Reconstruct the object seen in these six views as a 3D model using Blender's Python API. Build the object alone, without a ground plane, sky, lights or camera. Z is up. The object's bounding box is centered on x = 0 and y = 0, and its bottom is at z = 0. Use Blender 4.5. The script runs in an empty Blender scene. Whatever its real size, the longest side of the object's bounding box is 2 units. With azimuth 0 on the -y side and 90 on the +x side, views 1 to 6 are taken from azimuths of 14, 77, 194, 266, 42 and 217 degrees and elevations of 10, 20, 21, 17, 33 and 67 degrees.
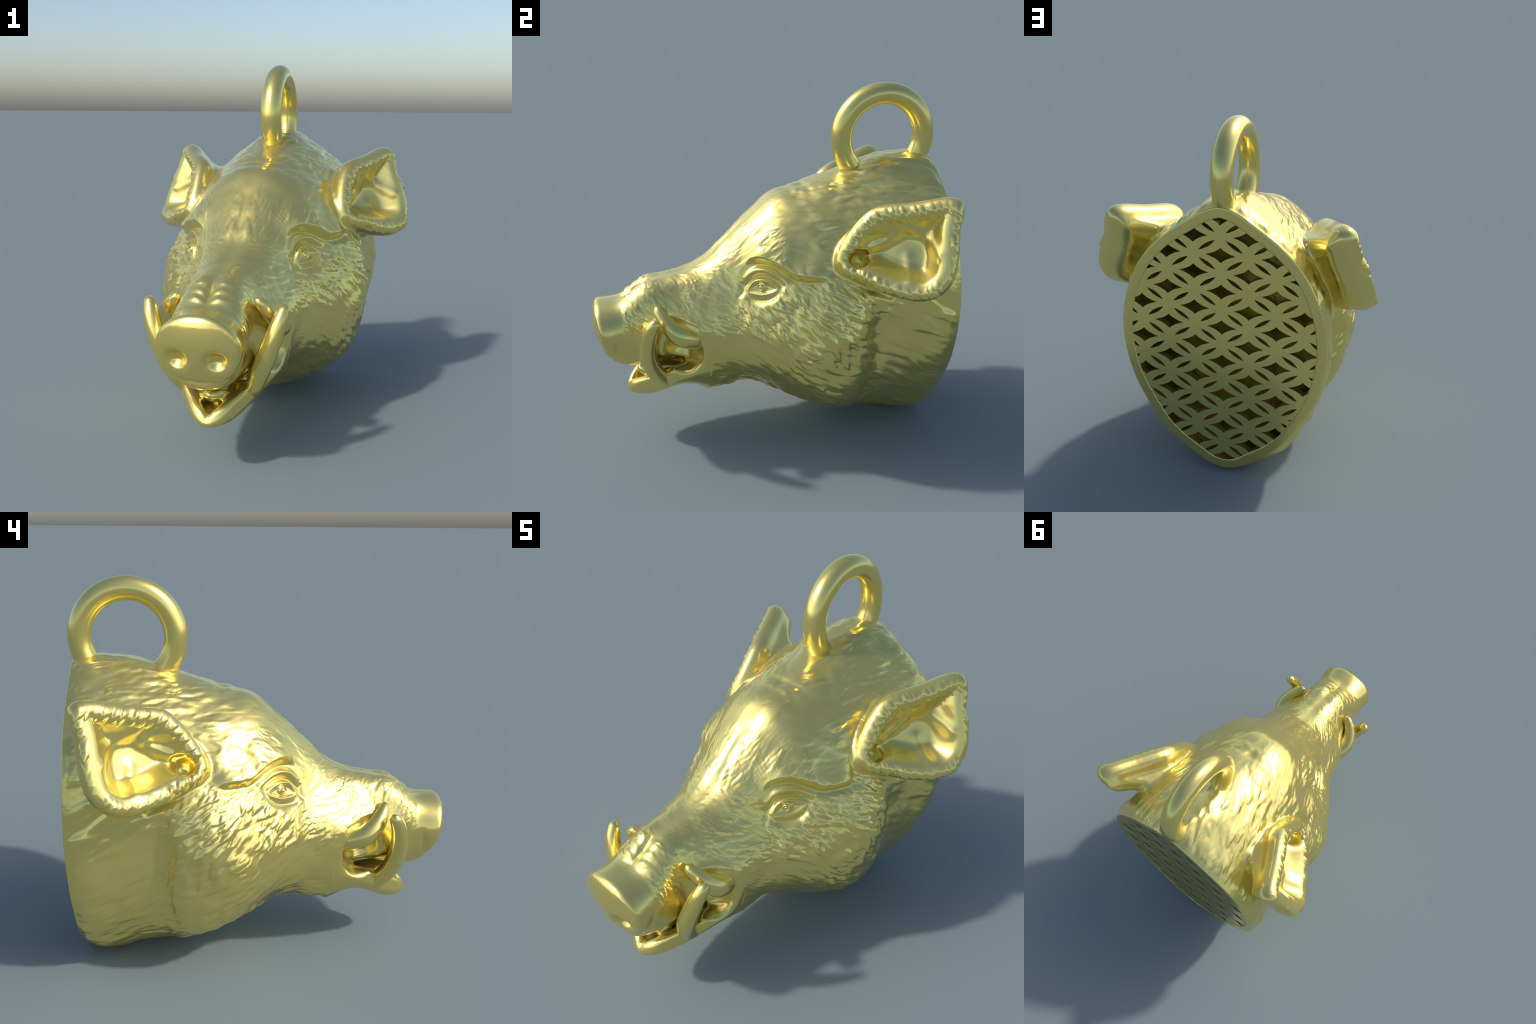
# Golden boar head pendant: a hollow cast head with tusks, a pierced back plate and a hanging ring.
# The head is modelled as a signed distance field (lofted cross-sections, ears, mouth, eye folds),
# turned into one quad surface, tufted with fur in code and then separated into its anatomical parts.
import bpy, bmesh, math
import numpy as np
from mathutils import Vector

RNG = np.random.default_rng(7)
STEP = 0.0080                     # grid pitch of the distance field
BACK = 0.966                      # plane of the back opening

# ----------------------------------------------------------------------------- helpers
def smin(a, b, k):
    h = np.clip(0.5 + 0.5 * (b - a) / k, 0, 1)
    return b + (a - b) * h - k * h * (1 - h)

def smax(a, b, k):
    return -smin(-a, -b, k)

def smoothstep(a, b, x):
    t = np.clip((x - a) / (b - a), 0, 1)
    return t * t * (3 - 2 * t)

def pchip(xk, yk, x):
    """Monotone cubic through (xk, yk); yk may have extra trailing axes."""
    xk = np.asarray(xk, float); yk = np.asarray(yk, float)
    h = np.diff(xk); sh = (-1,) + (1,) * (yk.ndim - 1)
    d = np.diff(yk, axis=0) / h.reshape(sh)
    m = np.zeros_like(yk)
    w1 = (2 * h[1:] + h[:-1]).reshape(sh); w2 = (h[1:] + 2 * h[:-1]).reshape(sh)
    same = d[1:] * d[:-1] > 0
    with np.errstate(divide='ignore', invalid='ignore'):
        hm = (w1 + w2) / (w1 / d[:-1] + w2 / d[1:])
    m[1:-1] = np.where(same, hm, 0)
    m[0] = d[0]; m[-1] = d[-1]
    x = np.clip(np.asarray(x, float), xk[0], xk[-1])
    i = np.clip(np.searchsorted(xk, x) - 1, 0, len(h) - 1)
    t = (x - xk[i]) / h[i]
    ts = t.reshape((-1,) + (1,) * (yk.ndim - 1)) if yk.ndim > 1 else t
    hh = h[i].reshape(ts.shape)
    return ((2 * ts**3 - 3 * ts**2 + 1) * yk[i] + (ts**3 - 2 * ts**2 + ts) * hh * m[i]
            + (-2 * ts**3 + 3 * ts**2) * yk[i + 1] + (ts**3 - ts**2) * hh * m[i + 1])

def hermite(xk, yk, x):
    """Cubic through rows yk at knots xk with three-point slopes."""
    xk = np.asarray(xk, float); m = np.gradient(yk, xk, axis=0)
    x = np.clip(x, xk[0], xk[-1])
    i = np.clip(np.searchsorted(xk, x) - 1, 0, len(xk) - 2)
    h = (xk[i + 1] - xk[i])[:, None]; t = (x - xk[i])[:, None] / h
    return ((2 * t**3 - 3 * t**2 + 1) * yk[i] + (t**3 - 2 * t**2 + t) * h * m[i]
            + (-2 * t**3 + 3 * t**2) * yk[i + 1] + (t**3 - t**2) * h * m[i + 1])

def catmull(points, n):
    """Smooth open curve through points, n samples per span."""
    p = np.asarray(points, float)
    q = np.vstack([2 * p[0] - p[1], p, 2 * p[-1] - p[-2]])
    out = []
    for i in range(len(p) - 1):
        a, b, c, d = q[i:i + 4]
        t = np.linspace(0, 1, n, endpoint=False)[:, None]
        out.append(0.5 * (2 * b + (c - a) * t + (2 * a - 5 * b + 4 * c - d) * t**2 + (3 * b - a - 3 * c + d) * t**3))
    out.append(p[-1:])
    return np.vstack(out)

ANG = np.linspace(0, math.pi, 73)

class Loft:
    """Mirror-symmetric star-shaped loft along y. stations: {y: half outline from the crown to the throat}."""
    def __init__(self, stations, centre):
        ys = sorted(stations)
        self.ys = np.array(ys)
        self.zc = np.array([centre(y) for y in ys])
        rad = []
        for y, zc in zip(ys, self.zc):
            p = np.array(stations[y], float)
            a = np.arctan2(p[:, 0], p[:, 1] - zc); r = np.hypot(p[:, 0], p[:, 1] - zc)
            o = np.argsort(a); a, r = a[o], r[o]
            a2 = np.concatenate([-a[::-1][:-1] if a[0] < 1e-6 else -a[::-1], a, 2 * math.pi - a[::-1][1:]])
            r2 = np.concatenate([r[::-1][:-1] if a[0] < 1e-6 else r[::-1], r, r[::-1][1:]])
            k = self._cubic(a2, r2, ANG)
            rad.append(k)
        self.rad = np.array(rad)
    @staticmethod
    def _cubic(a, r, x):
        # Catmull style hermite on uneven knots
        m = np.gradient(r, a)
        i = np.clip(np.searchsorted(a, x) - 1, 0, len(a) - 2)
        h = a[i + 1] - a[i]; t = (x - a[i]) / h
        return ((2 * t**3 - 3 * t**2 + 1) * r[i] + (t**3 - 2 * t**2 + t) * h * m[i]
                + (-2 * t**3 + 3 * t**2) * r[i + 1] + (t**3 - t**2) * h * m[i + 1])
    def field(self, X, Y, Z):
        zc = np.interp(Y, self.ys, self.zc)
        zc = np.convolve(np.pad(zc, 8, mode='edge'), np.ones(17) / 17, 'valid')
        R = hermite(self.ys, self.rad, Y)
        # a light blur along y keeps the loft from showing its stations
        ky = np.exp(-0.5 * (np.arange(-6, 7) / 2.2) ** 2); ky /= ky.sum()
        Rp = np.pad(R, ((6, 6), (0, 0)), mode='edge')
        R = sum(ky[j] * Rp[j:j + len(Y)] for j in range(13))
        dRy = np.gradient(R, Y, axis=0); dRa = np.gradient(R, ANG, axis=1)
        out = np.empty((len(X), len(Y), len(Z)), np.float32)
        for j in range(len(Y)):
            dz = (Z - zc[j])[None, :]; xx = np.abs(X)[:, None]
            r = np.sqrt(xx * xx + dz * dz) + 1e-9
            a = np.arctan2(xx, dz + 0 * xx)
            f = a / (ANG[1] - ANG[0]); i = np.minimum(f.astype(int), len(ANG) - 2); t = f - i
            rr = R[j][i] * (1 - t) + R[j][i + 1] * t
            g = np.sqrt(1 + (dRa[j][i] / np.maximum(r, 0.05)) ** 2 + np.minimum(dRy[j][i] ** 2, 4))
            out[:, j, :] = (r - rr) / g
        return out

# ----------------------------------------------------------------------------- cross-sections
HEAD = {
 0.980: [(0,1.586),(.055,1.573),(.195,1.492),(.335,1.390),(.450,1.262),(.522,1.120),(.566,.960),(.575,.850),(.563,.710),(.520,.550),(.433,.380),(.350,.250),(.165,.100),(.060,.037),(0,.026)],
 0.890: [(0,1.608),(.060,1.596),(.200,1.510),(.340,1.403),(.455,1.270),(.528,1.125),(.570,.960),(.578,.840),(.567,.690),(.527,.520),(.445,.340),(.358,.208),(.190,.075),(.075,.022),(0,.013)],
 0.740: [(0,1.608),(.065,1.594),(.205,1.506),(.335,1.396),(.438,1.268),(.508,1.125),(.540,.960),(.542,.830),(.527,.670),(.492,.500),(.424,.335),(.342,.212),(.190,.080),(.075,.030),(0,.020)],
 0.600: [(0,1.580),(.080,1.562),(.210,1.478),(.325,1.383),(.425,1.258),(.500,1.115),(.520,.950),(.514,.800),(.500,.640),(.470,.480),(.408,.318),(.295,.178),(.130,.085),(0,.062)],
 0.500: [(0,1.546),(.080,1.530),(.195,1.463),(.307,1.372),(.402,1.250),(.485,1.105),(.520,.940),(.508,.790),(.494,.620),(.468,.460),(.405,.300),(.285,.175),(.120,.097),(0,.080)],
 0.430: [(0,1.523),(.080,1.508),(.184,1.453),(.292,1.367),(.386,1.247),(.474,1.100),(.545,.930),(.570,.775),(.568,.600),(.525,.430),(.430,.275),(.285,.163),(.110,.105),(0,.090)],
 0.340: [(0,1.492),(.080,1.480),(.178,1.433),(.285,1.350),(.378,1.235),(.462,1.095),(.555,.930),(.592,.775),(.578,.605),(.538,.438),(.428,.282),(.272,.176),(.105,.122),(0,.108)],
 0.200: [(0,1.443),(.080,1.435),(.180,1.395),(.278,1.322),(.362,1.213),(.430,1.092),(.502,.960),(.562,.830),(.582,.690),(.555,.550),(.492,.410),(.376,.300),(.230,.215),(.100,.162),(0,.150)],
 0.030: [(0,1.392),(.080,1.383),(.165,1.342),(.242,1.270),(.305,1.175),(.358,1.072),(.400,.980),(.448,.880),(.495,.750),(.496,.615),(.456,.500),(.366,.402),(.250,.324),(.116,.266),(0,.252)],
 -.085: [(0,1.290),(.075,1.283),(.148,1.240),(.208,1.180),(.268,1.100),(.316,1.020),(.342,.950),(.382,.870),(.423,.755),(.430,.650),(.400,.540),(.332,.464),(.236,.390),(.116,.326),(0,.308)],
 -.200: [(0,1.174),(.065,1.168),(.122,1.136),(.172,1.088),(.214,1.030),(.250,.960),(.288,.885),(.332,.790),(.357,.695),(.353,.595),(.318,.500),(.252,.430),(.180,.360),(.090,.315),(0,.300)],
 -.320: [(0,1.064),(.058,1.059),(.115,1.034),(.160,.990),(.202,.935),(.245,.872),(.298,.795),(.322,.710),(.318,.620),(.295,.530),(.252,.450),(.190,.372),(.118,.310),(.055,.288),(0,.280)],
 -.400: [(0,1.016),(.058,1.011),(.115,.985),(.160,.944),(.203,.895),(.250,.832),(.296,.750),(.312,.668),(.302,.588),(.270,.508),(.225,.420),(.165,.348),(.095,.300),(0,.285)],
 -.460: [(0,.992),(.058,.987),(.112,.962),(.155,.920),(.195,.870),(.240,.808),(.282,.740),(.288,.675),(.262,.600),(.205,.530),(.120,.480),(0,.460)],
 -.530: [(0,.979),(.058,.975),(.110,.949),(.150,.905),(.184,.855),(.218,.797),(.246,.735),(.248,.670),(.222,.600),(.175,.545),(.100,.510),(0,.500)],
 -.600: [(0,.970),(.058,.967),(.110,.942),(.149,.898),(.175,.843),(.203,.780),(.226,.715),(.232,.650),(.208,.580),(.150,.530),(.080,.505),(0,.500)],
 -.690: [(0,.940),(.056,.945),(.109,.917),(.148,.866),(.173,.803),(.194,.730),(.204,.650),(.190,.570),(.130,.508),(.065,.484),(0,.476)],
 -.770: [(0,.880),(.055,.892),(.106,.870),(.147,.828),(.173,.770),(.187,.705),(.185,.625),(.164,.548),(.115,.485),(.060,.460),(0,.454)],
 -.820: [(0,.846),(.060,.848),(.110,.830),(.152,.792),(.178,.743),(.190,.690),(.183,.615),(.154,.540),(.106,.482),(.050,.460),(0,.455)],
 -.890: [(0,.849),(.060,.844),(.116,.822),(.160,.785),(.188,.738),(.199,.690),(.190,.632),(.160,.575),(.114,.524),(.056,.492),(0,.482)],
 -1.02: [(0,.848),(.060,.843),(.117,.820),(.163,.783),(.193,.738),(.203,.693),(.194,.640),(.163,.590),(.118,.554),(.058,.532),(0,.524)],
}
JAW = {
 -.815: [(0,.296),(.020,.294),(.030,.287),(.020,.276),(0,.274)],
 -.795: [(0,.322),(.045,.332),(.066,.308),(.045,.276),(0,.266)],
 -.740: [(0,.335),(.066,.376),(.098,.380),(.113,.335),(.085,.278),(.040,.263),(0,.258)],
 -.650: [(0,.370),(.112,.420),(.158,.432),(.178,.385),(.142,.310),(.065,.275),(0,.268)],
 -.550: [(0,.430),(.155,.480),(.224,.502),(.246,.455),(.200,.376),(.102,.332),(0,.318)],
 -.450: [(0,.470),(.180,.522),(.262,.545),(.284,.506),(.236,.415),(.122,.342),(0,.320)],
 -.350: [(0,.500),(.200,.550),(.260,.540),(.274,.490),(.228,.395),(.120,.318),(0,.296)],
 -.250: [(0,.500),(.200,.550),(.240,.520),(.256,.470),(.225,.395),(.122,.325),(0,.303)],
}

# ----------------------------------------------------------------------------- ears (planar rim, local frame)
EAR_C = np.array([.6008, .570, 1.2327])
EAR_N = np.array([.78525, -.49846, .36731])
EAR_S = np.array([.53592, .84427, 0.0])
EAR_T = np.array([-.31011, .19685, .93010])
EAR_OUTLINE = [(-.205,-.172),(-.05,-.222),(.110,-.242),(.215,-.213),(.288,-.125),(.303,.00),(.293,.14),(.303,.235),(.290,.283),(.250,.303),(.18,.298),(.05,.262),(-.13,.225),(-.218,.155),(-.305,.01),(-.325,-.09),(-.285,-.14)]

def polygon_distance(S, T, poly):
    d = np.full(S.shape, 1e9); inside = np.zeros(S.shape, bool)
    n = len(poly)
    for i in range(n):
        ax, ay = poly[i]; bx, by = poly[(i + 1) % n]
        ex, ey = bx - ax, by - ay
        wx, wy = S - ax, T - ay
        t = np.clip((wx * ex + wy * ey) / (ex * ex + ey * ey), 0, 1)
        d = np.minimum(d, (wx - ex * t) ** 2 + (wy - ey * t) ** 2)
        cond = (ay <= T) != (by <= T)
        with np.errstate(divide='ignore', invalid='ignore'):
            xi = ax + (T - ay) * ex / (ey if ey else 1e-9)
        inside ^= cond & (S < xi)
    d = np.sqrt(d)
    return np.where(inside, -d, d)

def closed_smooth(points, n=6):
    p = np.asarray(points, float); m = len(p)
    out = []
    for i in range(m):
        a, b, c, d = p[(i - 1) % m], p[i], p[(i + 1) % m], p[(i + 2) % m]
        t = np.linspace(0, 1, n, endpoint=False)[:, None]
        out.append(0.5 * (2 * b + (c - a) * t + (2 * a - 5 * b + 4 * c - d) * t**2 + (3 * b - a - 3 * c + d) * t**3))
    return np.vstack(out)

EAR_POLY = closed_smooth(EAR_OUTLINE, 4)

def ear_local(P):
    d = P - EAR_C
    return d @ EAR_S, d @ EAR_T, d @ EAR_N

def ellipsoid(X, Y, Z, c, r):
    q = np.sqrt(((X - c[0]) / r[0]) ** 2 + ((Y - c[1]) / r[1]) ** 2 + ((Z - c[2]) / r[2]) ** 2)
    g = np.sqrt(((X - c[0]) / r[0]**2) ** 2 + ((Y - c[1]) / r[1]**2) ** 2 + ((Z - c[2]) / r[2]**2) ** 2) + 1e-6
    return q * (q - 1) / g

# ----------------------------------------------------------------------------- distance field of half the head
def build_field():
    h = STEP
    X = (np.arange(int(0.86 / h)) + 0.5) * h
    Y = np.arange(-1.02, 1.01, h)
    Z = np.arange(-0.04, 1.68, h)
    centre = lambda y: float(np.interp(y, [-1.02, -.82, -.60, -.40, -.2, .0, .3, 1.0], [.69, .67, .71, .70, .70, .73, .78, .82]))
    head = Loft(HEAD, centre).field(X, Y, Z)
    shell = head.copy()
    gx, gy, gz = X[:, None, None], Y[None, :, None], Z[None, None, :]

    # nose: gently domed face leaning back towards the mouth
    face = pchip([.40, .455, .50, .58, .65, .72, .80, .84, .90], [-.820, -.860, -.895, -.942, -.972, -.985, -.980, -.965, -.935], Z)[None, None, :] + 1.1 * gx**2
    head = smax(head, (face - gy).astype(np.float32), 0.022)
    # nostrils
    head = smax(head, -ellipsoid(gx, gy, gz, (.096, -.985, .636), (.056, .075, .050)), 0.030)

    # lower jaw with its trough
    jc = lambda y: float(np.interp(y, [-.815, -.65, -.45, -.25], [.280, .310, .400, .400]))
    jaw = Loft(JAW, jc).field(X, Y, Z)
    jaw = smax(jaw, (-.815 - gy + 0 * gx + 0 * gz).astype(np.float32), 0.03)
    jaw = smax(jaw, (gy + .22 + 0 * gx + 0 * gz).astype(np.float32), 0.03)
    lip = np.interp(Y, [-.83, -.785, -.74, -.65, -.55, -.42], [-.07, -.015, .034, .090, .150, .19])[None, :, None]
    floor = np.interp(Y, [-.83, -.74, -.6, -.42], [.322, .322, .342, .385])[None, :, None]
    trough = np.maximum(smax((gx - lip) * .85, (floor - gz) + 0 * gx, .05), gy + .36)
    jaw = smax(jaw, -trough.astype(np.float32), 0.03)
    # open side of the mouth and the hollow behind the tusks
    gape = ellipsoid(gx, gy, gz, (.315, -.512, .605), (.17, .108, .132))
    head = smin(head, jaw, 0.045)
    head = smax(head, -gape, 0.030)
    head = smax(head, -ellipsoid(gx, gy, gz, (0, -.57, .455), (.165, .17, .064)), 0.02)
    # tongue
    head = smin(head, ellipsoid(gx, gy, gz, (0, -.610, .400), (.078, .140, .058)), 0.025)

    # ears
    box = (X.searchsorted(.28), Y.searchsorted(.10), Y.searchsorted(1.0), Z.searchsorted(.84))
    sx, y0, y1, z0 = box
    P = np.stack(np.meshgrid(X[sx:], Y[y0:y1], Z[z0:], indexing='ij'), -1)
    S, T, N = ear_local(P)
    d2 = polygon_distance(S, T, EAR_POLY)
    depth = 0.056
    rr = 0.050
    q1 = d2 + rr; q2 = np.abs(N + depth - .020) - depth + rr
    slab = np.minimum(np.maximum(q1, q2), 0) + np.hypot(np.maximum(q1, 0), np.maximum(q2, 0)) - rr
    # fleshy back that carries the ear from the skull
    thick = .070 + .085 * smoothstep(.22, -.22, S)
    q1 = d2 + .030 + .07; q2 = np.abs(N + thick + .02) - thick + .07
    root = np.minimum(np.maximum(q1, q2), 0) + np.hypot(np.maximum(q1, 0), np.maximum(q2, 0)) - .07
    ear = smin(slab, root, 0.04)
    sub = head[sx:, y0:y1, z0:]
    sub = smin(sub, ear.astype(np.float32), 0.045)
    # the bowl of the ear: slopes in from a broad rolled rim, deepest towards the canal
    deep = .115 + .02 * smoothstep(.0, -.20, S)
    floor_n = .020 - deep * smoothstep(.045, .190, -d2)
    fold = np.zeros(S.shape)
    for a, b, ra, hh in [((-.15,.110),(-.03,.085),.036,.030), ((-.03,.085),(-.15,-.005),.032,.034),
                         ((.00,.120),(.12,.100),.034,.020), ((.12,.100),(.20,.00),.034,.024), ((.04,-.02),(.08,-.14),.036,.018)]:
        a = np.array(a); b = np.array(b); ab = b - a
        t = np.clip(((S - a[0]) * ab[0] + (T - a[1]) * ab[1]) / (ab @ ab), 0, 1)
        e = (S - a[0] - t * ab[0]) ** 2 + (T - a[1] - t * ab[1]) ** 2
        fold = smax(fold, hh * np.exp(-e / ra**2), .012)
    floor_n = floor_n + fold
    bowl = np.maximum((floor_n - N) * .8, d2 + .022)
    sub = smax(sub, -bowl.astype(np.float32), 0.018)
    canal = np.sqrt((S + .210) ** 2 + (T + .075) ** 2 + ((N + .050) * .8) ** 2) - .044
    sub = smax(sub, -canal.astype(np.float32), 0.055)
    head[sx:, y0:y1, z0:] = sub

    # hollow inside, open at the back
    cavity = shell + 0.058
    cavity = smax(cavity, (-0.26 - gy + 0 * gx + 0 * gz).astype(np.float32), 0.12)
    head = smax(head, -cavity, 0.006)
    head = smax(head, (gy - BACK + 0 * gx + 0 * gz).astype(np.float32), 0.006)
    return X, Y, Z, head.astype(np.float32)

# ----------------------------------------------------------------------------- surface nets
def surface_nets(X, Y, Z, F):
    h = STEP
    F = np.concatenate([F[::-1], F], 0)
    x0 = -X[-1]
    inside = F < 0
    c = np.zeros(tuple(s - 1 for s in F.shape), np.uint8)
    for dx in (0, 1):
        for dy in (0, 1):
            for dz in (0, 1):
                c += inside[dx:dx + c.shape[0], dy:dy + c.shape[1], dz:dz + c.shape[2]]
    act = np.nonzero((c > 0) & (c < 8))
    idx = np.full(c.shape, -1, np.int32); idx[act] = np.arange(len(act[0]))
    base = np.stack(act, 1)
    corner = np.array([(i & 1, i >> 1 & 1, i >> 2 & 1) for i in range(8)])
    val = np.stack([F[base[:, 0] + k[0], base[:, 1] + k[1], base[:, 2] + k[2]] for k in corner], 1)
    acc = np.zeros((len(base), 3)); cnt = np.zeros(len(base))
    for i in range(8):
        for ax in range(3):
            j = i | (1 << ax)
            if j == i: continue
            a, b = val[:, i], val[:, j]
            m = (a < 0) != (b < 0)
            t = np.where(m, a / np.where(m, a - b, 1), 0)
            p = corner[i][None, :] + t[:, None] * (corner[j] - corner[i])[None, :]
            acc += p * m[:, None]; cnt += m
    V = (base + acc / cnt[:, None]) * h + np.array([x0, Y[0], Z[0]])
    quads = []
    for ax in range(3):
        s = [slice(None)] * 3; e = [slice(None)] * 3
        s[ax] = slice(0, -1); e[ax] = slice(1, None)
        A, B = inside[tuple(s)], inside[tuple(e)]
        u, v = [(1, 2), (2, 0), (0, 1)][ax]
        cross = np.argwhere(A != B)
        cross = cross[(cross[:, u] > 0) & (cross[:, v] > 0) & (cross[:, u] < c.shape[u]) & (cross[:, v] < c.shape[v])]
        flip = ~A[tuple(cross.T)]
        def cell(du, dv):
            k = cross.copy(); k[:, u] -= du; k[:, v] -= dv
            return idx[tuple(k.T)]
        q = np.stack([cell(1, 1), cell(0, 1), cell(0, 0), cell(1, 0)], 1)
        q[flip] = q[flip][:, ::-1]
        quads.append(q)
    Q = np.concatenate(quads)
    return V, Q[(Q >= 0).all(1)]

def neighbour_average(V, E):
    acc = np.zeros_like(V); n = np.bincount(E.ravel(), minlength=len(V)).astype(float)
    for k in range(3):
        acc[:, k] = np.bincount(E[:, 0], V[E[:, 1], k], len(V)) + np.bincount(E[:, 1], V[E[:, 0], k], len(V))
    return acc / np.maximum(n, 1)[:, None]

def quad_edges(Q):
    e = np.concatenate([Q[:, [0, 1]], Q[:, [1, 2]], Q[:, [2, 3]], Q[:, [3, 0]]])
    e.sort(axis=1)
    code = np.unique(e[:, 0].astype(np.int64) * (1 << 32) + e[:, 1])
    return np.stack([code >> 32, code & 0xffffffff], 1)

def taubin(V, Q, n, lam=0.5, mu=-0.52):
    E = quad_edges(Q)
    for _ in range(n):
        V = V + lam * (neighbour_average(V, E) - V)
        V = V + mu * (neighbour_average(V, E) - V)
    return V

def vertex_normals(V, Q):
    d1 = V[Q[:, 2]] - V[Q[:, 0]]; d2 = V[Q[:, 3]] - V[Q[:, 1]]
    fn = np.cross(d1, d2)
    N = np.zeros_like(V)
    for k in range(3):
        for j in range(4):
            N[:, k] += np.bincount(Q[:, j], fn[:, k], len(V))
    return N / (np.linalg.norm(N, axis=1, keepdims=True) + 1e-12)

def mesh_from(name, V, Q, smooth=True):
    me = bpy.data.meshes.new(name)
    me.vertices.add(len(V)); me.vertices.foreach_set('co', np.ascontiguousarray(V, np.float32).ravel())
    n = Q.shape[1]
    me.loops.add(Q.size); me.loops.foreach_set('vertex_index', np.ascontiguousarray(Q, np.int32).ravel())
    me.polygons.add(len(Q))
    me.polygons.foreach_set('loop_start', np.arange(0, Q.size, n, dtype=np.int32))
    me.update(calc_edges=True)
    me.polygons.foreach_set('use_smooth', np.full(len(Q), smooth))
    return me

def subdivide(V, Q):
    """Split every quad in four, then fair the result."""
    a = Q; b = np.roll(Q, -1, 1)
    lo, hi = np.minimum(a, b).astype(np.int64), np.maximum(a, b).astype(np.int64)
    code, inv = np.unique((lo << 32 | hi).ravel(), return_inverse=True)
    e0, e1 = code >> 32, code & 0xffffffff
    n, m = len(V), len(code)
    W = np.vstack([V, .5 * (V[e0] + V[e1]), V[Q].mean(1)])
    mid = n + inv.reshape(Q.shape); cen = n + m + np.arange(len(Q))
    quads = [np.stack([Q[:, k], mid[:, k], cen, mid[:, k - 1]], 1) for k in range(4)]
    R = np.vstack(quads)
    return taubin(W, R, 2), R

# ----------------------------------------------------------------------------- folds and fur, on the vertices
EYE = np.array([.325, -.085, .978])
EYE_A = np.array([.13, .14, .027]); EYE_A /= np.linalg.norm(EYE_A)
EYE_N = np.cross(EYE_A, [0, 0, 1.0]); EYE_N /= np.linalg.norm(EYE_N)
EYE_N = EYE_N + np.array([0, 0, .12]); EYE_N -= EYE_A * (EYE_N @ EYE_A); EYE_N /= np.linalg.norm(EYE_N)
EYE_B = np.cross(EYE_N, EYE_A)
if EYE_B[2] < 0: EYE_B = -EYE_B

def line_coords(a, b, pts):
    """Distance to a smooth 2D polyline, signed side (positive on the left), and the position 0..1 along it."""
    c = catmull(pts, 6)
    best = np.full(a.shape, 1e9); side = np.zeros(a.shape); along = np.zeros(a.shape)
    n = len(c) - 1
    for i in range(n):
        e = c[i + 1] - c[i]
        wx, wy = a - c[i][0], b - c[i][1]
        t = np.clip((wx * e[0] + wy * e[1]) / (e @ e), 0, 1)
        d = (wx - t * e[0]) ** 2 + (wy - t * e[1]) ** 2
        m = d < best
        best[m] = d[m]; side[m] = np.sign(e[0] * wy - e[1] * wx)[m]; along[m] = ((i + t) / n)[m]
    return np.sqrt(best), side, along

def eye_folds(P):
    """Height of lids, creases, brow and bags around the eye, in the eye's own plane."""
    out = np.zeros(len(P))
    near = np.nonzero((np.linalg.norm(P - EYE, axis=1) < .46) & (P[:, 1] < .42))[0]
    d = P[near] - EYE
    a, b = d @ EYE_A, d @ EYE_B
    h = np.zeros(len(near))
    # heavy brow: overhanging step that dies away upwards
    r, s, t = line_coords(a, b, [(-.125,.115),(-.06,.150),(.02,.150),(.10,.120),(.19,.066),(.30,.050),(.36,.040)])
    env = smoothstep(0, .28, t) * smoothstep(1, .75, t)
    h += env * .032 * np.where(s > 0, np.exp(-(r / .085) ** 2), np.exp(-(r / .016) ** 2))
    h -= env * .012 * np.where(s < 0, np.exp(-((r - .028) / .022) ** 2), 0)
    # socket
    h -= .014 * np.exp(-((a / .095) ** 2 + ((b - .01) / .055) ** 2))
    def ridge(pts, amp, w, soft=.5):
        r, s, t = line_coords(a, b, pts)
        return amp * np.exp(-(r / w) ** 2) * np.sin(np.clip(t, 0, 1) * math.pi) ** soft
    h += ridge([(-.105,.040),(-.05,.084),(.01,.094),(.07,.077),(.15,.026)], .014, .016)
    h -= ridge([(-.098,.000),(-.05,.050),(.00,.064),(.06,.048),(.135,.000)], .014, .010)
    h += ridge([(-.083,-.022),(-.045,.028),(.0,.040),(.05,.028),(.105,-.006)], .015, .010)
    h += ridge([(-.078,-.024),(-.03,-.033),(.02,-.035),(.07,-.023),(.10,-.006)], .012, .009)
    h -= ridge([(-.075,-.055),(-.02,-.066),(.05,-.062),(.10,-.035)], .008, .009)
    h -= ridge([(-.13,-.06),(-.105,-.02),(-.11,.03)], .010, .016)
    out[near] = h
    return out

def flow(p):
    """Direction in which the hair lies (right half of the head)."""
    x, y, z = p
    if y < -.42: return np.array([.35, .55, -.75]), 'muzzle'
    if y < .02 and z > 1.0 - .2 * y: return np.array([.10, 1.0, .55]), 'forehead'
    if z > 1.12: return np.array([.35, .9, -.10]), 'crown'
    if y > .52: return np.array([0, .86, -.50]), 'neck'
    if y < -.16: return np.array([.35, .75, -.40]), 'bridge'
    return np.array([.15, .72, -.62]), 'cheek'

def value_noise(P, scale, seed):
    """Smooth lattice noise, 0..1."""
    q = P / scale + 50.0; i = np.floor(q).astype(int); f = q - i; f = f * f * (3 - 2 * f)
    out = np.zeros(len(P))
    for dx in (0, 1):
        for dy in (0, 1):
            for dz in (0, 1):
                k = ((i[:, 0] + dx) * 73856093 ^ (i[:, 1] + dy) * 19349663 ^ (i[:, 2] + dz) * 83492791 ^ seed * 2654435) & 0x7fffffff
                r = ((k * 1103515245 + 12345) & 0x7fffffff) / 0x7fffffff
                w = np.where(dx, f[:, 0], 1 - f[:, 0]) * np.where(dy, f[:, 1], 1 - f[:, 1]) * np.where(dz, f[:, 2], 1 - f[:, 2])
                out += w * r
    return out

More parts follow.
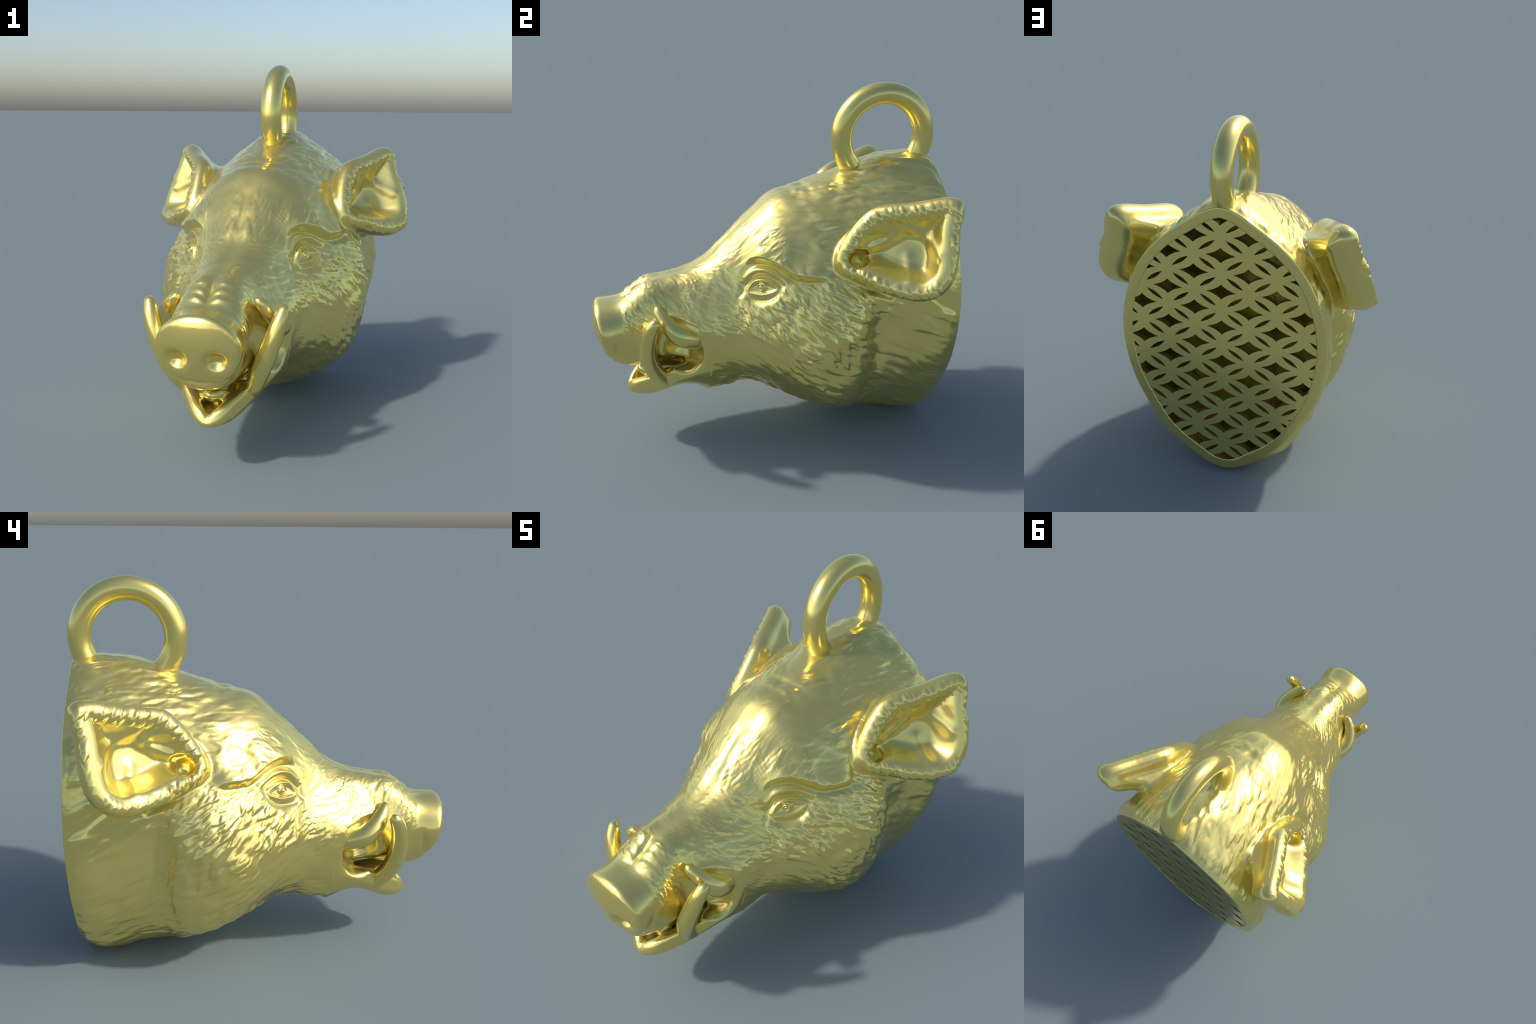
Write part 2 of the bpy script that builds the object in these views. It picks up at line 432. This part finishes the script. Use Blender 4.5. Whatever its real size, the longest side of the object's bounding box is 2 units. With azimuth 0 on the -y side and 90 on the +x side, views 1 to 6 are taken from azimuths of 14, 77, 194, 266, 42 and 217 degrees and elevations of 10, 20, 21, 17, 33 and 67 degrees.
#                     length  half width  height  spacing
BROAD = {'muzzle': (.110, .022, .0035, 1.6), 'forehead': (.170, .032, .0045, 1.8), 'crown': (.220, .040, .0075, 1.5),
         'neck': (.340, .042, .0130, 1.4), 'bridge': (.110, .022, .0055, 1.6), 'cheek': (.170, .036, .0110, 1.5)}
FINE = {'muzzle': (.060, .0105, .0048, 1.6), 'forehead': (.130, .018, .0030, 2.0), 'crown': (.100, .018, .0024, 2.2),
        'neck': (.150, .020, .0016, 2.4), 'bridge': (.075, .014, .0044, 1.8), 'cheek': (.105, .019, .0056, 2.0)}

def fur(P, N, bare, table):
    """Overlapping pointed tufts; P is folded to x >= 0, bare marks skin without hair."""
    H = np.zeros(len(P))
    cell = 0.05
    key = np.floor((P + 1.2) / cell).astype(int)
    code = (key[:, 0] * 64 + key[:, 1]) * 64 + key[:, 2]
    order = np.argsort(code, kind='stable'); sc = code[order]
    hairy = np.nonzero(bare < .5)[0]
    pick = hairy[RNG.permutation(len(hairy))]
    seeds = []; taken = set()
    for i in pick[:40000]:
        d, kind = flow(P[i])
        L, w, hgt, gap = table[kind]
        k = tuple(np.floor(P[i] / (w * gap)).astype(int)) + (kind,)
        if k in taken: continue
        taken.add(k)
        seeds.append((i, d, L, w, hgt))
    for i, d, L, w, hgt in seeds:
        n = N[i]
        f = RNG.uniform(.65, 1.35); L = L * f; w = w * RNG.uniform(.7, 1.3); hgt = hgt * RNG.uniform(.25, 1.2)
        d = d + RNG.normal(0, .17, 3)
        d = d - n * (d @ n); d /= np.linalg.norm(d) + 1e-9
        side = np.cross(n, d)
        c0 = P[i] - d * L * .5
        lo = np.floor((np.minimum(c0, c0 + d * L) - w + 1.2) / cell).astype(int)
        hi = np.floor((np.maximum(c0, c0 + d * L) + w + 1.2) / cell).astype(int)
        cand = []
        for kx in range(lo[0], hi[0] + 1):
            for ky in range(lo[1], hi[1] + 1):
                base = (kx * 64 + ky) * 64
                a0, a1 = np.searchsorted(sc, base + lo[2]), np.searchsorted(sc, base + hi[2], 'right')
                if a1 > a0: cand.append(order[a0:a1])
        if not cand: continue
        cand = np.concatenate(cand)
        r = P[cand] - c0
        u = (r @ d) / L
        v = r @ side - .22 * w * np.sin(u * 5 + f * 9)
        ok = (u > 0) & (u < 1) & (np.abs(v) < w) & (np.abs((P[cand] - P[i]) @ n) < .06)
        cand, u, v = cand[ok], u[ok], v[ok]
        if not len(cand): continue
        wid = w * np.minimum(1, (1 - u) * 2.0) ** .75 * np.minimum(1, .35 + u * 2.2)
        hh = hgt * np.minimum(1, u / .55) ** .8 * np.clip(1 - (v / np.maximum(wid, 1e-6)) ** 2, 0, 1)
        H[cand] = np.maximum(H[cand], hh)
    return H * (1 - bare)

def ear_fringe(P, S, T, D, d2):
    """Pointed tufts of hair combed across the rolled rim of the ear."""
    H = np.zeros(len(P))
    near = np.nonzero((d2 > -.10) & (d2 < .03) & (D > -.12) & (P[:, 0] > .36))[0]
    s, t = S[near], T[near]; h = np.zeros(len(near))
    c = closed_smooth(EAR_OUTLINE, 12); seg = np.linalg.norm(np.roll(c, -1, 0) - c, axis=1); arc = np.concatenate([[0], np.cumsum(seg)])
    mid = np.array([0.0, .02])
    for q in np.arange(0, arc[-1], .040):
        q = q + RNG.uniform(-.020, .020)
        k = min(np.searchsorted(arc, q % arc[-1], 'right') - 1, len(c) - 1)
        p = c[k]; tan = np.roll(c, -1, 0)[k] - p; tan = tan / np.linalg.norm(tan)
        inn = np.array([-tan[1], tan[0]])
        if inn @ (mid - p) < 0: inn = -inn
        low = p[1] < -.05 and p[0] < .25                # along the lower edge the hair points outwards
        d = (-inn if low else inn) * .55 + np.array([.62, -.30])
        d /= np.linalg.norm(d); sd = np.array([-d[1], d[0]])
        L = RNG.uniform(.060, .125); w = RNG.uniform(.015, .028); hg = RNG.uniform(.004, .012)
        start = p + inn * (.066 if low else .022)
        u = ((s - start[0]) * d[0] + (t - start[1]) * d[1]) / L
        v = (s - start[0]) * sd[0] + (t - start[1]) * sd[1]
        wid = w * np.minimum(1, np.clip(1 - u, 0, 1) * 1.8) ** .8
        hh = hg * np.minimum(1, np.clip(u, 0, 1) / .4) * np.clip(1 - (v / np.maximum(wid, 1e-6)) ** 2, 0, 1) * (u > 0) * (u < 1)
        h = np.maximum(h, hh)
    H[near] = h
    return H

def creases(P):
    """Wrinkles over the nose, the fold from eye to lip, the lumps of the brow."""
    x, y, z = P.T
    top = smoothstep(.60, .80, z) * (y < -.5)
    h = -.014 * np.exp(-(x / .013) ** 2) * np.exp(-((y + .735) / .045) ** 2) * top
    for yc, a in ((-.784, .007), (-.745, .005), (-.697, .003)):
        h += a * np.exp(-((y - yc - .25 * (x - .05)) / .013) ** 2) * np.exp(-((x - .055) / .042) ** 2) * top
    for pts, amp, w in [([(.235,-.185,.93),(.262,-.230,.86),(.285,-.270,.78),(.300,-.315,.70)], -.007, .011),
                        ([(.200,-.210,.98),(.215,-.270,.90),(.225,-.330,.83)], -.004, .012),
                        ([(.270,-.410,.745),(.235,-.480,.790),(.205,-.560,.800),(.195,-.620,.760)], .009, .020),
                        ([(0,-.908,.517),(.06,-.903,.526),(.115,-.885,.552),(.155,-.868,.592),(.182,-.855,.645),(.190,-.845,.700)], -.018, .017),
                        ([(.0,.160,1.45),(.05,.170,1.44),(.10,.150,1.42)], .008, .020),
                        ([(.0,.215,1.46),(.07,.225,1.45),(.14,.240,1.42)], -.007, .022),
                        ([(.020,-.10,1.28),(.030,-.2,1.18),(.040,-.30,1.08)], .004, .020)]:
        c = catmull(pts, 14); lo, hi = c.min(0) - 3 * w, c.max(0) + 3 * w
        near = np.nonzero(((P > lo) & (P < hi)).all(1))[0]
        if not len(near): continue
        g = np.zeros(len(near))
        for k, q in enumerate(c):
            fade = min(1, (len(c) - k) / (.35 * len(c))) * (1 if pts[0][0] == 0 else min(1, (k + 1) / (.25 * len(c))))
            g = np.maximum(g, fade * np.exp(-((P[near] - q) ** 2).sum(1) / w ** 2))
        h[near] += amp * g
    return h

def sculpt(V, Q):
    N = vertex_normals(V, Q)
    P = V.copy(); P[:, 0] = np.abs(P[:, 0])
    M = N.copy(); M[:, 0] *= np.where(V[:, 0] < 0, -1, 1)
    S, T, D = ear_local(P)
    d2 = polygon_distance(S, T, EAR_POLY)
    # where there is no hair: nose, lips, mouth, inside, back edge, the ears, the eye
    radial = np.sum(M * np.stack([P[:, 0], 0 * P[:, 1], P[:, 2] - .75], 1), 1)
    bare = np.zeros(len(P))
    bare = np.maximum(bare, 1 - smoothstep(-.84, -.78, P[:, 1]))
    bare = np.maximum(bare, (radial < 0) * 1.0)
    bare = np.maximum(bare, smoothstep(BACK - .05, BACK - .005, P[:, 1]))
    mouth = (P[:, 1] < -.36) & (P[:, 2] < np.interp(P[:, 1], [-.85, -.66, -.55, -.42, -.36], [.66, .76, .80, .76, .60]))
    bare = np.maximum(bare, mouth * 1.0)
    earzone = (1 - smoothstep(-.01, .05, d2)) * (D > -.18) * (P[:, 0] > .36) * (P[:, 1] < .97)
    bare = np.maximum(bare, earzone)
    e = P - EYE
    bare = np.maximum(bare, 1 - smoothstep(.8, 1.15, np.sqrt(((e @ EYE_A) / .13) ** 2 + (((e @ EYE_B) - .03) / .12) ** 2) + 10 * (e @ EYE_N < -.15)))
    patch = .25 + .95 * smoothstep(.30, .70, value_noise(P, .13, 3))
    smooth_zone = np.exp(-((P[:, 0] / .16) ** 2 + ((P[:, 1] + .02) / .22) ** 2 + ((P[:, 2] - 1.33) / .2) ** 2))
    h = fur(P, M, bare, BROAD) * (.35 + .65 * patch) + fur(P, M, bare, FINE) * patch
    h *= (1 - .85 * smooth_zone) * np.where(P[:, 2] > .75, .25 + .75 * smoothstep(.0, .055, P[:, 0]), 1)
    h += (value_noise(P, .075, 9) - .5) * .007 * (1 - bare) * (1 - .5 * smooth_zone)
    h += creases(P) * (radial > 0)
    h += eye_folds(P) * (radial > 0)
    E = quad_edges(Q)
    h2 = np.stack([h] * 3, 1)
    for _ in range(3): h2 = .5 * h2 + .5 * neighbour_average(h2, E)
    soft = h2
    for _ in range(6): soft = neighbour_average(soft, E)
    calm = np.clip(smoothstep(1.02, 1.2, P[:, 2]) * smoothstep(.02, .15, P[:, 1]) + smoothstep(.48, .6, P[:, 1])
                   + smoothstep(.62, .45, P[:, 2]) * smoothstep(-.4, -.25, P[:, 1]), 0, 1) * .85
    h = h2[:, 0] * (1 - calm) + soft[:, 0] * calm + ear_fringe(P, S, T, D, d2) * smoothstep(-.028, .002, D) * smoothstep(.012, -.012, d2)
    V = V + N * h[:, None]
    bowl = (smoothstep(-.055, -.085, d2) * (D > -.20) * (D < .02) * (P[:, 0] > .38) * (P[:, 1] < .95))[:, None]
    for _ in range(10): V = V + bowl * .6 * (neighbour_average(V, E) - V)
    return V

# ----------------------------------------------------------------------------- material
def gold_material():
    m = bpy.data.materials.new('polished_gold'); m.use_nodes = True
    nt = m.node_tree; b = nt.nodes['Principled BSDF']
    b.inputs['Base Color'].default_value = (.87, .725, .235, 1)
    b.inputs['Metallic'].default_value = .86
    b.inputs['Roughness'].default_value = 0.225
    tc = nt.nodes.new('ShaderNodeTexCoord')
    nz = nt.nodes.new('ShaderNodeTexNoise'); nz.inputs['Scale'].default_value = 9; nz.inputs['Detail'].default_value = 3
    mr = nt.nodes.new('ShaderNodeMapRange')
    mr.inputs['To Min'].default_value = .215; mr.inputs['To Max'].default_value = .235
    nt.links.new(tc.outputs['Object'], nz.inputs['Vector'])
    nt.links.new(nz.outputs['Fac'], mr.inputs['Value'])
    nt.links.new(mr.outputs['Result'], b.inputs['Roughness'])
    return m

GOLD = gold_material()
SCENE = bpy.context.scene.collection

def add(name, me, parent):
    ob = bpy.data.objects.new(name, me)
    SCENE.objects.link(ob); ob.parent = parent
    if not me.materials: me.materials.append(GOLD)
    return ob

def tube(name, path, radii, parent, seg=32, span=24, squash=None):
    """Solid of round sections along a smooth path, closed with domed ends."""
    c = catmull(path, span); n = len(c)
    r = pchip(np.linspace(0, 1, len(radii)), radii, np.linspace(0, 1, n))
    arc = np.concatenate([[0], np.cumsum(np.linalg.norm(np.diff(c, axis=0), axis=1))])
    dome = r[-1] * 1.3                                   # blunt, rounded point
    r = r * np.sqrt(np.clip(1 - np.clip((arc - (arc[-1] - dome)) / dome, 0, .995) ** 2, 0, 1))
    tan = np.gradient(c, axis=0); tan /= np.linalg.norm(tan, axis=1, keepdims=True)
    up = np.array([0, 1.0, 0.2]); V = []
    for i in range(n):
        a = np.cross(tan[i], up); a /= np.linalg.norm(a); b = np.cross(a, tan[i])
        th = np.linspace(0, 2 * math.pi, seg, endpoint=False)
        V.append(c[i] + r[i] * (np.cos(th)[:, None] * a + np.sin(th)[:, None] * b))
    V = np.vstack(V); Q = []
    for i in range(n - 1):
        for j in range(seg):
            k = (j + 1) % seg
            Q.append((i * seg + j, i * seg + k, (i + 1) * seg + k, (i + 1) * seg + j))
    bm = bmesh.new()
    vs = [bm.verts.new(v) for v in V]
    for q in Q: bm.faces.new([vs[i] for i in q])
    bm.faces.new(vs[:seg][::-1]); bm.faces.new(vs[-seg:])
    bmesh.ops.recalc_face_normals(bm, faces=bm.faces)
    for f in bm.faces: f.smooth = True
    me = bpy.data.meshes.new(name); bm.to_mesh(me); bm.free()
    return add(name, me, parent)

# ----------------------------------------------------------------------------- thing
pendant = bpy.data.objects.new('boar_head_pendant', None)
pendant.empty_display_size = 0.2
SCENE.objects.link(pendant)
pendant['label'] = 'polished gold boar head pendant with tusks and hanging ring'
pendant['category'] = 'pendant'

X, Y, Z, F = build_field()
V, Q = surface_nets(X, Y, Z, F)
V = taubin(V, Q, 3)
V, Q = subdivide(V, Q)
V = sculpt(V, Q)
V[:, 1] = np.minimum(V[:, 1], BACK)
NRM = vertex_normals(V, Q)

# separate by region
C = V[Q].mean(1); A = C.copy(); A[:, 0] = np.abs(A[:, 0])
S_, T_, N_ = ear_local(A)
part = np.zeros(len(Q), int)                                   # face
part[A[:, 1] > .50] = 1                                        # neck
part[A[:, 1] < -.40] = 2                                       # snout
line = np.interp(A[:, 1], [-.85, -.7, -.55, -.45, -.40, -.30], [.40, .42, .47, .52, .56, .56])
part[(A[:, 2] < line) & (A[:, 1] < -.30)] = 3                  # lower jaw
part[(part == 2) & (A[:, 1] < -.815)] = 4                      # nose
earish = (polygon_distance(S_, T_, EAR_POLY) < .03) & (N_ > -.13) & (A[:, 0] > .43) & (A[:, 1] < .95)
earish &= A[:, 0] > np.interp(A[:, 2], [.9, 1.1, 1.3, 1.5], [.60, .54, .46, .36])
earish |= (polygon_distance(S_, T_, EAR_POLY) < .012) & (N_ > -.105) & (A[:, 0] > .38) & (A[:, 1] < .95)
part[earish & (C[:, 0] > 0)] = 5
part[earish & (C[:, 0] < 0)] = 6
for k, name in enumerate(['face', 'neck', 'snout', 'lower_jaw', 'nose', 'ear', 'ear']):
    q = Q[part == k]
    if len(q) == 0: continue
    used, inv = np.unique(q, return_inverse=True)
    me = mesh_from(name, V[used], inv.reshape(q.shape))
    me.normals_split_custom_set_from_vertices(NRM[used].tolist())
    add(name, me, pendant)

# ----------------------------------------------------------------------------- eyes
def eyeball(side):
    """Ball with a raised iris ring and a small dot in the pupil, turned on its line of sight."""
    axis = EYE_N + EYE_A * -.12; axis /= np.linalg.norm(axis)
    u = np.cross(axis, [0, 0, 1.0]); u /= np.linalg.norm(u); w = np.cross(u, axis)
    R = .043; centre = EYE - EYE_N * .039
    prof = []
    for k in range(60):
        p = math.pi * k / 59
        arc = R * p
        bump = -.0045 * math.exp(-((arc - .0105) / .0035) ** 2) + .003 * math.exp(-((arc - .017) / .005) ** 2) - .003 * math.exp(-((arc - .025) / .004) ** 2)
        prof.append((math.sin(p) * (R + bump), math.cos(p) * (R + bump)))
    n = 48; bm = bmesh.new(); rows = []
    for r, a in prof[1:-1]:
        rows.append([bm.verts.new(centre + axis * a + u * r * math.cos(2 * math.pi * j / n) + w * r * math.sin(2 * math.pi * j / n)) for j in range(n)])
    top = bm.verts.new(centre + axis * prof[0][1]); bot = bm.verts.new(centre + axis * prof[-1][1])
    for a, b in zip(rows, rows[1:]):
        for j in range(n): bm.faces.new((a[j], a[(j + 1) % n], b[(j + 1) % n], b[j]))
    for j in range(n):
        bm.faces.new((top, rows[0][(j + 1) % n], rows[0][j])); bm.faces.new((bot, rows[-1][j], rows[-1][(j + 1) % n]))
    if side < 0:
        for v in bm.verts: v.co.x = -v.co.x
    bmesh.ops.recalc_face_normals(bm, faces=bm.faces)
    for f in bm.faces: f.smooth = True
    me = bpy.data.meshes.new('eye'); bm.to_mesh(me); bm.free()
    return add('eye', me, pendant)
eyeball(1); eyeball(-1)

# ----------------------------------------------------------------------------- tusks
for side in (1, -1):
    mir = lambda pts: [(side * x, y, z) for x, y, z in pts]
    tube('lower_tusk', mir([(.165,-.600,.395),(.200,-.655,.465),(.240,-.692,.560),(.280,-.700,.660),(.313,-.684,.760),(.332,-.655,.825),(.3345,-.644,.845)]),
         [.042, .047, .048, .045, .039, .030, .021], pendant)
    tube('upper_tusk', mir([(.225,-.400,.650),(.262,-.455,.680),(.282,-.520,.715),(.262,-.580,.770),(.220,-.622,.830),(.188,-.638,.864)]),
         [.046, .054, .053, .045, .031, .015], pendant)

# ----------------------------------------------------------------------------- hanging ring
def ring():
    R, r, seg, tub = .241, .0605, 128, 40
    a0, a1 = math.radians(-50), math.radians(230)
    bm = bmesh.new(); rows = []
    for i in range(seg):
        a = a0 + (a1 - a0) * i / (seg - 1)
        row = []
        for j in range(tub):
            b = 2 * math.pi * j / tub
            q = R + r * math.cos(b)
            row.append(bm.verts.new((r * math.sin(b), .684 + q * math.cos(a), 1.698 + q * math.sin(a))))
        rows.append(row)
    for i in range(seg - 1):
        for j in range(tub):
            k = (j + 1) % tub
            bm.faces.new((rows[i][j], rows[i][k], rows[i + 1][k], rows[i + 1][j]))
    bm.faces.new(rows[0]); bm.faces.new(rows[-1][::-1])
    bmesh.ops.recalc_face_normals(bm, faces=bm.faces)
    for f in bm.faces: f.smooth = True
    me = bpy.data.meshes.new('hanging_ring'); bm.to_mesh(me); bm.free()
    return add('hanging_ring', me, pendant)
ring()

# ----------------------------------------------------------------------------- pierced back plate
def prism(bm, outline, y0, y1):
    lo = [bm.verts.new((x, y0, z)) for x, z in outline]
    hi = [bm.verts.new((x, y1, z)) for x, z in outline]
    n = len(outline)
    fs = [bm.faces.new(lo), bm.faces.new(hi[::-1])]
    for i in range(n):
        k = (i + 1) % n
        fs.append(bm.faces.new((lo[i], hi[i], hi[k], lo[k])))
    return fs

def back_plate():
    half = [(0,1.566),(.06,1.547),(.166,1.474),(.298,1.362),(.412,1.232),(.490,1.072),(.529,.900),(.531,.745),(.498,.576),(.416,.408),(.270,.202),(.114,.076),(.03,.043)]
    pts = half + [(0, .038)] + [(-x, z) for x, z in half[:0:-1]]
    outline = [tuple(p) for p in closed_smooth(pts, 5)]
    bm = bmesh.new(); prism(bm, outline, .924, BACK - .003)
    bmesh.ops.recalc_face_normals(bm, faces=bm.faces)
    plate_me = bpy.data.meshes.new('back_grille'); bm.to_mesh(plate_me); bm.free()
    cut = bmesh.new()
    DX, DZ, X0, Z0 = .1505, .1030, 0.0, 1.0205
    to_xz = lambda p, q: (X0 + (p + q) * DX, Z0 + (p - q) * DZ)
    t = np.linspace(0, 1, 9)
    for i in range(-9, 10):
        for j in range(-9, 10):
            shapes = []
            # concave diamond in the middle of the cell
            wx, hz, dip = .0845, .0430, .0085
            mx, mz = to_xz(i + .5, j + .5)
            cs = [(-wx, 0), (0, -hz), (wx, 0), (0, hz)]; dia = []
            for k in range(4):
                c0 = np.array(cs[k]); c1 = np.array(cs[(k + 1) % 4])
                n = -(c0 + c1) / np.linalg.norm(c0 + c1)
                for u in t[:-1]:
                    dia.append(c0 + (c1 - c0) * u + n * dip * 4 * u * (1 - u))
            cells = [[(mx + x, mz + z) for x, z in dia]]
            # lens along each cell edge
            w = .064
            up = [(.2 + .6 * s, w * 4 * s * (1 - s)) for s in t]
            dn = [(x, -y) for x, y in up[-2:0:-1]]
            lens = up + dn
            shapes.append([(i + p, j + q) for p, q in lens])
            shapes.append([(i + q, j + p) for p, q in lens])
            cells += [[to_xz(p, q) for p, q in sh] for sh in shapes]
            for xz in cells:
                cx = sum(x for x, z in xz) / len(xz); cz = sum(z for x, z in xz) / len(xz)
                if abs(cx) > .62 or not (-.05 < cz < 1.65): continue
                prism(cut, xz, .85, 1.03)
    bmesh.ops.recalc_face_normals(cut, faces=cut.faces)
    cut_me = bpy.data.meshes.new('cutter'); cut.to_mesh(cut_me); cut.free()
    cutter = bpy.data.objects.new('cutter', cut_me); SCENE.objects.link(cutter)
    ob = add('back_grille', plate_me, pendant)
    m = ob.modifiers.new('b', 'BOOLEAN'); m.operation = 'DIFFERENCE'; m.object = cutter; m.solver = 'EXACT'
    ev = ob.evaluated_get(bpy.context.evaluated_depsgraph_get())
    me = bpy.data.meshes.new_from_object(ev); me.name = 'back_grille'
    ob.modifiers.clear(); ob.data = me
    if not me.materials: me.materials.append(GOLD)
    bpy.data.objects.remove(cutter); bpy.data.meshes.remove(cut_me)
    me.polygons.foreach_set('use_smooth', np.zeros(len(me.polygons), bool))
    return ob
back_plate()
